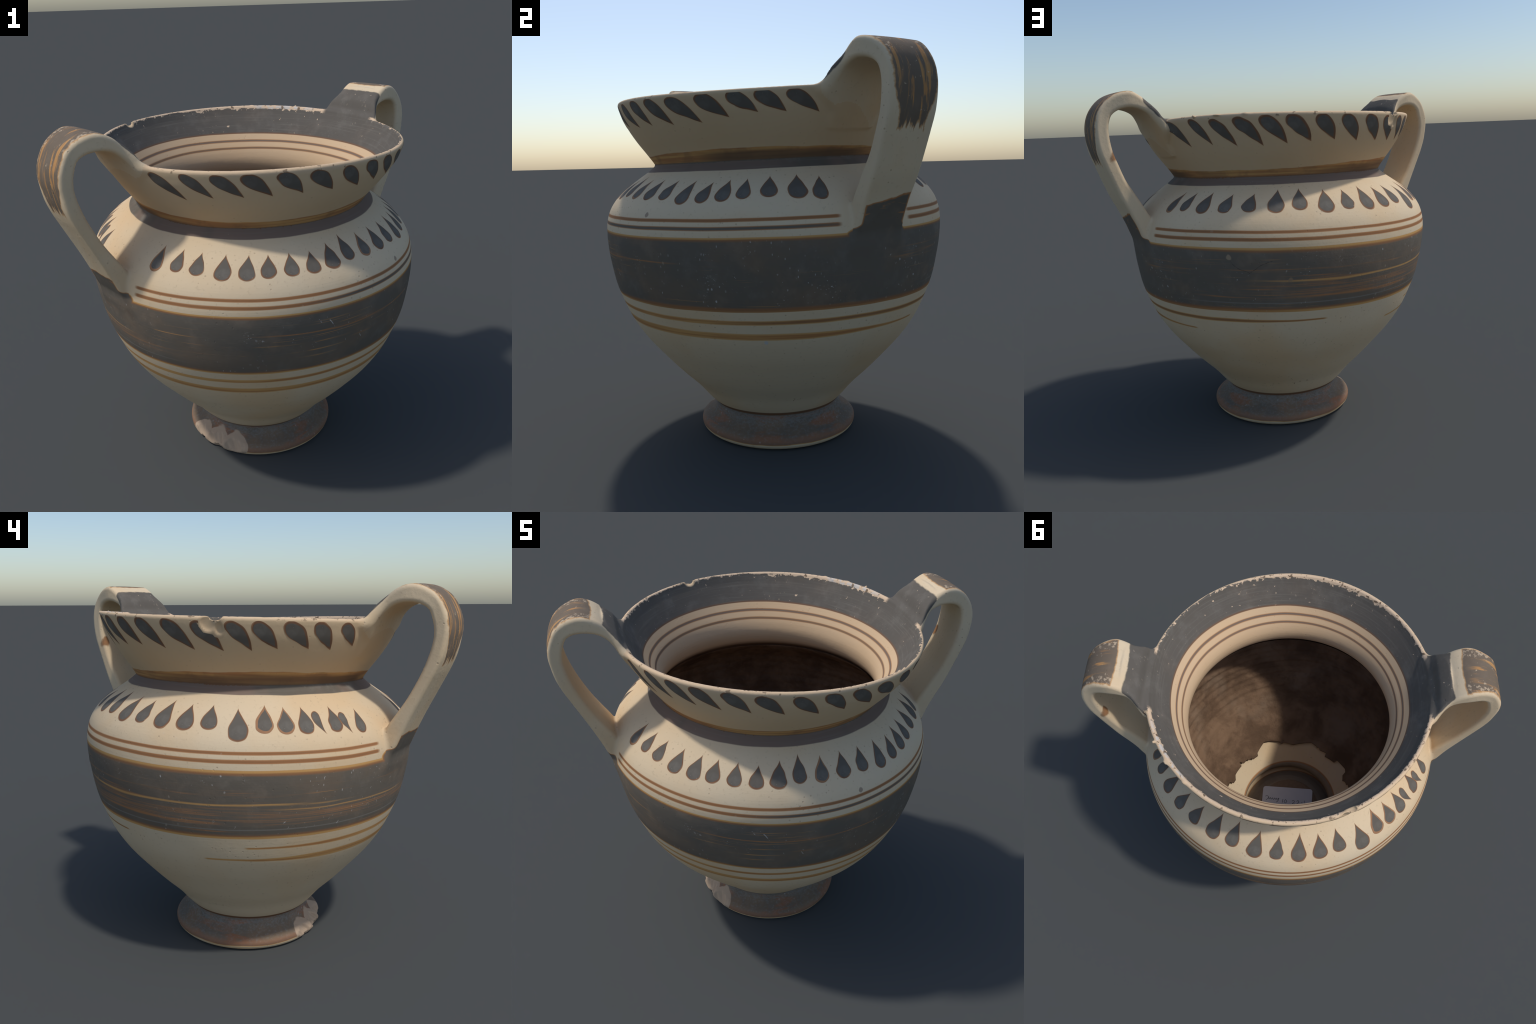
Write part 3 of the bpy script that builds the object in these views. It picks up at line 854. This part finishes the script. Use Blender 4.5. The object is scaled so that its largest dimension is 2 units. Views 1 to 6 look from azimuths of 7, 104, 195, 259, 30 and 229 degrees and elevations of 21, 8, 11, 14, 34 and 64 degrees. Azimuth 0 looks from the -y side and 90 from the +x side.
        for k in range(m - 1):
            ringfaces(k * n, (k + 1) * n, (2, 1 if not rust else 2, 0, 0)[k])
        for k in range(n):
            fs.append(((m - 1) * n + k, (m - 1) * n + (k + 1) % n, m * n)); mats.append(0)
        # paint is gone where the rim has flaked
        if line is lip_r:
            lost = np.min([ell(P[:, 0], P[:, 1], P[:, 2], c) for c in CHIPS[6:]], 0) < 0.004
            keep = [not any(lost[v] for v in f) for f in fs]
            fs = [f for f, ok in zip(fs, keep) if ok]; mats = [m_ for m_, ok in zip(mats, keep) if ok]
        me = bpy.data.meshes.new(name)
        me.from_pydata(loc.tolist(), [], fs)
        # orient outward
        if sum(p_.normal.z * p_.area for p_ in me.polygons) < 0:
            me.flip_normals()
        for p_, mi in zip(me.polygons, mats):
            p_.material_index = mi; p_.use_smooth = True
        for mt in (core, brown, fringe):
            me.materials.append(mt)
        me.normals_split_custom_set_from_vertices(ln.tolist())
        o = bpy.data.objects.new(name, me)
        bpy.context.scene.collection.objects.link(o)
        o.parent = parent
        o.matrix_world = Matrix(M.tolist())
        return o

    def hump(p, q):
        peak = p / (p + q)
        top = peak ** p * (1 - peak) ** q
        return lambda s: np.clip(s, 0, 1) ** p * np.clip(1 - s, 0, 1) ** q / top
    drop_shape, leaf_shape = hump(0.52, 1.50), hump(0.50, 1.02)
    # shoulder drops: (blunt-end angle, height, tip angle, tip height, half width)
    DROPS = [
        (3.8, 1.343, 4.8, 1.423, 0.030), (11.9, 1.347, 12.5, 1.430, 0.036), (20.7, 1.336, 21.9, 1.432, 0.041), (27.6, 1.328, 29.7, 1.421, 0.034),
        (60.2, 1.336, 62.3, 1.431, 0.030), (67.6, 1.346, 69.3, 1.430, 0.030), (76.5, 1.336, 77.7, 1.432, 0.037), (85.3, 1.340, 87.4, 1.422, 0.035),
        (94.8, 1.342, 96.4, 1.422, 0.037), (104.5, 1.335, 105.8, 1.439, 0.040), (113.1, 1.343, 114.4, 1.439, 0.038), (122.5, 1.324, 124.4, 1.429, 0.042),
        (131.3, 1.332, 132.6, 1.421, 0.036), (140.3, 1.320, 141.6, 1.430, 0.040), (148.7, 1.322, 149.2, 1.420, 0.040), (157.0, 1.331, 157.1, 1.422, 0.037),
        (166.4, 1.288, 165.9, 1.412, 0.043), (174.1, 1.322, 175.2, 1.426, 0.039), (181.1, 1.318, 181.6, 1.418, 0.037), (187.8, 1.316, 188.1, 1.417, 0.036),
        (198.2, 1.316, 199.2, 1.414, 0.034), (207.9, 1.302, 210.0, 1.396, 0.030),
        (243.4, 1.331, 243.6, 1.421, 0.031), (251.1, 1.344, 251.8, 1.419, 0.031), (258.5, 1.341, 259.1, 1.416, 0.033), (266.9, 1.329, 267.8, 1.415, 0.037),
        (274.8, 1.330, 275.9, 1.414, 0.036), (281.6, 1.336, 282.5, 1.413, 0.034), (289.5, 1.337, 289.9, 1.413, 0.034), (296.8, 1.336, 297.4, 1.410, 0.034),
        (304.0, 1.338, 305.0, 1.425, 0.038), (311.4, 1.353, 312.0, 1.441, 0.032), (318.9, 1.346, 320.5, 1.428, 0.033), (327.0, 1.344, 328.8, 1.428, 0.035),
        (335.0, 1.345, 337.2, 1.424, 0.032), (343.0, 1.326, 345.5, 1.421, 0.034), (350.1, 1.331, 352.8, 1.412, 0.031), (357.1, 1.335, 358.8, 1.421, 0.033),
    ]
    rusty = (60.2, 174.1, 181.1, 318.9, 243.4)
    for k, (ba, bz, ta, tz, hw) in enumerate(DROPS):
        rr_ = np.random.default_rng(100 + k)
        motif('painted_drop', made[BODY_], body_r, (ba, bz), (ta, tz + 0.006), hw * 1.06, drop_shape, rr_.normal(0, 0.012), 200 + k,
              0.97 + rr_.uniform(-0.04, 0.03) - 0.06 * (ba in rusty), rr_.normal(0, 0.03), ba in rusty)
    # two upside-down strokes squeezed in beside the handle
    for k, (ba, bz, ta, tz, hw) in enumerate([(192.4, 1.404, 194.2, 1.312, 0.023), (202.6, 1.394, 203.9, 1.305, 0.023)]):
        motif('painted_drop', made[BODY_], body_r, (ba, bz), (ta, tz), hw, drop_shape, -0.10, 300 + k, 0.96, 0.0, False)
    # lip leaves: (blunt top angle, height, tip angle, height, half width)
    LEAVES = [
        (359.8, 1.808, 369.3, 1.723, 0.033), (8.4, 1.810, 18.3, 1.719, 0.034), (18.1, 1.803, 29.4, 1.710, 0.031),
        (57.8, 1.808, 67.9, 1.672, 0.030), (70.7, 1.808, 79.3, 1.676, 0.028), (80.4, 1.799, 90.1, 1.667, 0.031), (90.2, 1.801, 100.8, 1.664, 0.036),
        (100.2, 1.805, 110.2, 1.672, 0.038), (109.9, 1.808, 119.4, 1.680, 0.039), (120.6, 1.808, 129.0, 1.686, 0.038), (130.5, 1.808, 139.6, 1.677, 0.037),
        (141.2, 1.806, 151.0, 1.676, 0.038), (151.6, 1.800, 161.2, 1.674, 0.037), (162.6, 1.803, 170.8, 1.677, 0.035), (171.1, 1.803, 179.6, 1.687, 0.037),
        (181.2, 1.803, 190.9, 1.688, 0.039), (191.8, 1.805, 199.9, 1.683, 0.038), (202.4, 1.803, 209.8, 1.700, 0.035),
        (242.6, 1.800, 254.7, 1.674, 0.030), (254.5, 1.806, 264.7, 1.693, 0.030), (264.7, 1.804, 275.0, 1.698, 0.032), (274.3, 1.803, 284.5, 1.699, 0.034),
        (285.6, 1.803, 294.8, 1.702, 0.035), (296.4, 1.799, 306.0, 1.699, 0.035), (308.4, 1.801, 317.8, 1.690, 0.034), (318.4, 1.806, 327.2, 1.693, 0.033),
        (328.0, 1.806, 338.4, 1.688, 0.034), (338.0, 1.800, 350.1, 1.690, 0.035), (349.4, 1.804, 359.9, 1.707, 0.036),
    ]
    for k, (ba, bz, ta, tz, hw) in enumerate(LEAVES):
        rr_ = np.random.default_rng(400 + k)
        back = 60 < ba < 215
        motif('painted_leaf', made[LIP_], lip_r, (ba, bz), (ta, tz), hw, leaf_shape, 0.05 + rr_.normal(0, 0.012), 500 + k,
              (0.93 if back else 0.98) + rr_.uniform(-0.04, 0.02), (-0.07 if back else 0.0) + rr_.normal(0, 0.02), False)

    # ------------------------------------------------ hairline crack in the broad zone
    cr = catmull([(89.4, 1.112), (90.4, 1.092), (91.3, 1.080), (93.4, 1.063), (94.6, 1.058), (95.6, 1.049), (96.6, 1.060), (97.6, 1.068), (98.7, 1.082), (100.0, 1.092), (103.1, 1.109)], 0.3)
    P = settle(sdf, on_wall(body_r, np.radians(cr[:, 0]), cr[:, 1]), 0.0, 3)
    cu = bpy.data.curves.new('crack', 'CURVE'); cu.dimensions = '3D'; cu.bevel_depth = 0.0010; cu.bevel_resolution = 1
    sp = cu.splines.new('POLY'); sp.points.add(len(P) - 1)
    for k, (pt, q) in enumerate(zip(sp.points, P)):
        pt.co = (*q, 1); pt.radius = 0.25 + 0.9 * abs(math.sin(k * 0.55)) * (1 if k > 2 else 0.4)
    tmp = bpy.data.objects.new('crack', cu)
    me = bpy.data.meshes.new_from_object(tmp); bpy.data.objects.remove(tmp)
    gk = Graph('crack_shadow'); gk.finish((0.07, 0.06, 0.05), 0.7)
    me.name = 'crack'; me.materials.clear(); me.materials.append(gk.mat)
    child('crack', me, made[BODY_])

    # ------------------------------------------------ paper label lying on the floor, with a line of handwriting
    cx, cy, zt = 0.032, -0.006, 0.1065
    ux, uy = -0.741, -0.672
    M = Matrix(((ux, -uy * -1, 0, 0), (uy, -ux, 0, 0), (0, 0, 1, 0), (0, 0, 0, 1)))
    # x: along the top edge as read from the open side; y: toward the reader's top edge
    yx, yy = 0.672, -0.741
    M = Matrix(((ux, yx, 0, cx), (uy, yy, 0, cy), (0, 0, 1, zt), (0, 0, 0, 1)))
    bm = bmesh.new()
    W, H, R_ = 0.197, 0.125, 0.022
    ring = []
    for qx, qy, a0 in ((W - R_, H - R_, 0), (-W + R_, H - R_, 90), (-W + R_, -H + R_, 180), (W - R_, -H + R_, 270)):
        for st in range(7):
            an = math.radians(a0 + st * 15)
            ring.append((qx + R_ * math.cos(an), qy + R_ * math.sin(an)))
    lowv = [bm.verts.new((p[0], p[1], 0.0)) for p in ring]
    topv = [bm.verts.new((p[0], p[1], 0.0025)) for p in ring]
    bm.faces.new(topv); bm.faces.new(lowv[::-1])
    for k in range(len(ring)):
        bm.faces.new((lowv[k], lowv[(k + 1) % len(ring)], topv[(k + 1) % len(ring)], topv[k]))
    bmesh.ops.recalc_face_normals(bm, faces=bm.faces)
    me = bpy.data.meshes.new('paper_label'); bm.to_mesh(me); bm.free()
    g = Graph('paper')
    g.finish(g.mix(g.noise(g.P, 20, 3), (0.62, 0.61, 0.64), (0.70, 0.69, 0.71)), 0.8, 0.2)
    me.materials.append(g.mat)
    label = child('paper_label', me, made[FLOOR_]); label.matrix_world = M
    # pen strokes: 7 v m y . 10 . 22-1 as loose handwriting
    strokes = [[(-.175, .036), (-.160, .042), (-.148, .034), (-.160, .010), (-.166, .004)], [(-.148, .028), (-.142, .014), (-.132, .028), (-.126, .014), (-.116, .028)],
               [(-.114, .026), (-.108, .012), (-.098, .028), (-.094, .014), (-.086, .028)], [(-.086, .026), (-.080, .014), (-.068, .028), (-.074, .000), (-.084, -.008)],
               [(-.058, .026), (-.056, .024)], [(-.032, .022), (-.036, -.010)], [(-.012, .020), (-.022, .004), (-.012, -.010), (0.0, .004), (-.012, .020)],
               [(.018, .000), (.020, -.002)], [(.040, .010), (.052, .018), (.060, .008), (.044, -.012), (.064, -.012)], [(.076, .010), (.088, .018), (.096, .008), (.080, -.012), (.100, -.012)],
               [(.112, .002), (.124, .002)], [(.140, .022), (.137, -.014)],
               [(-.150, -.050), (-.120, -.042), (-.10, -.056), (-.07, -.044), (-.04, -.055)], [(.00, -.05), (.03, -.042), (.05, -.056), (.09, -.044)]]
    ink = Graph('ink'); ink.finish((0.035, 0.033, 0.035), 0.7, 0.2)
    cu = bpy.data.curves.new('handwriting', 'CURVE'); cu.dimensions = '3D'; cu.bevel_depth = 0.0016; cu.bevel_resolution = 1
    for st in strokes:
        sp = cu.splines.new('POLY'); pl = catmull(st, 0.004) if len(st) > 2 else np.array(st)
        sp.points.add(len(pl) - 1)
        for pt, q in zip(sp.points, pl):
            pt.co = (q[0], q[1], 0.0026, 1)
    tmp = bpy.data.objects.new('handwriting', cu)
    me = bpy.data.meshes.new_from_object(tmp)
    bpy.data.objects.remove(tmp)
    me.name = 'handwriting'; me.materials.clear(); me.materials.append(ink.mat)
    wr = child('handwriting', me, made[FLOOR_]); wr.matrix_world = M
    wr['kind'] = 'stuff'

main()
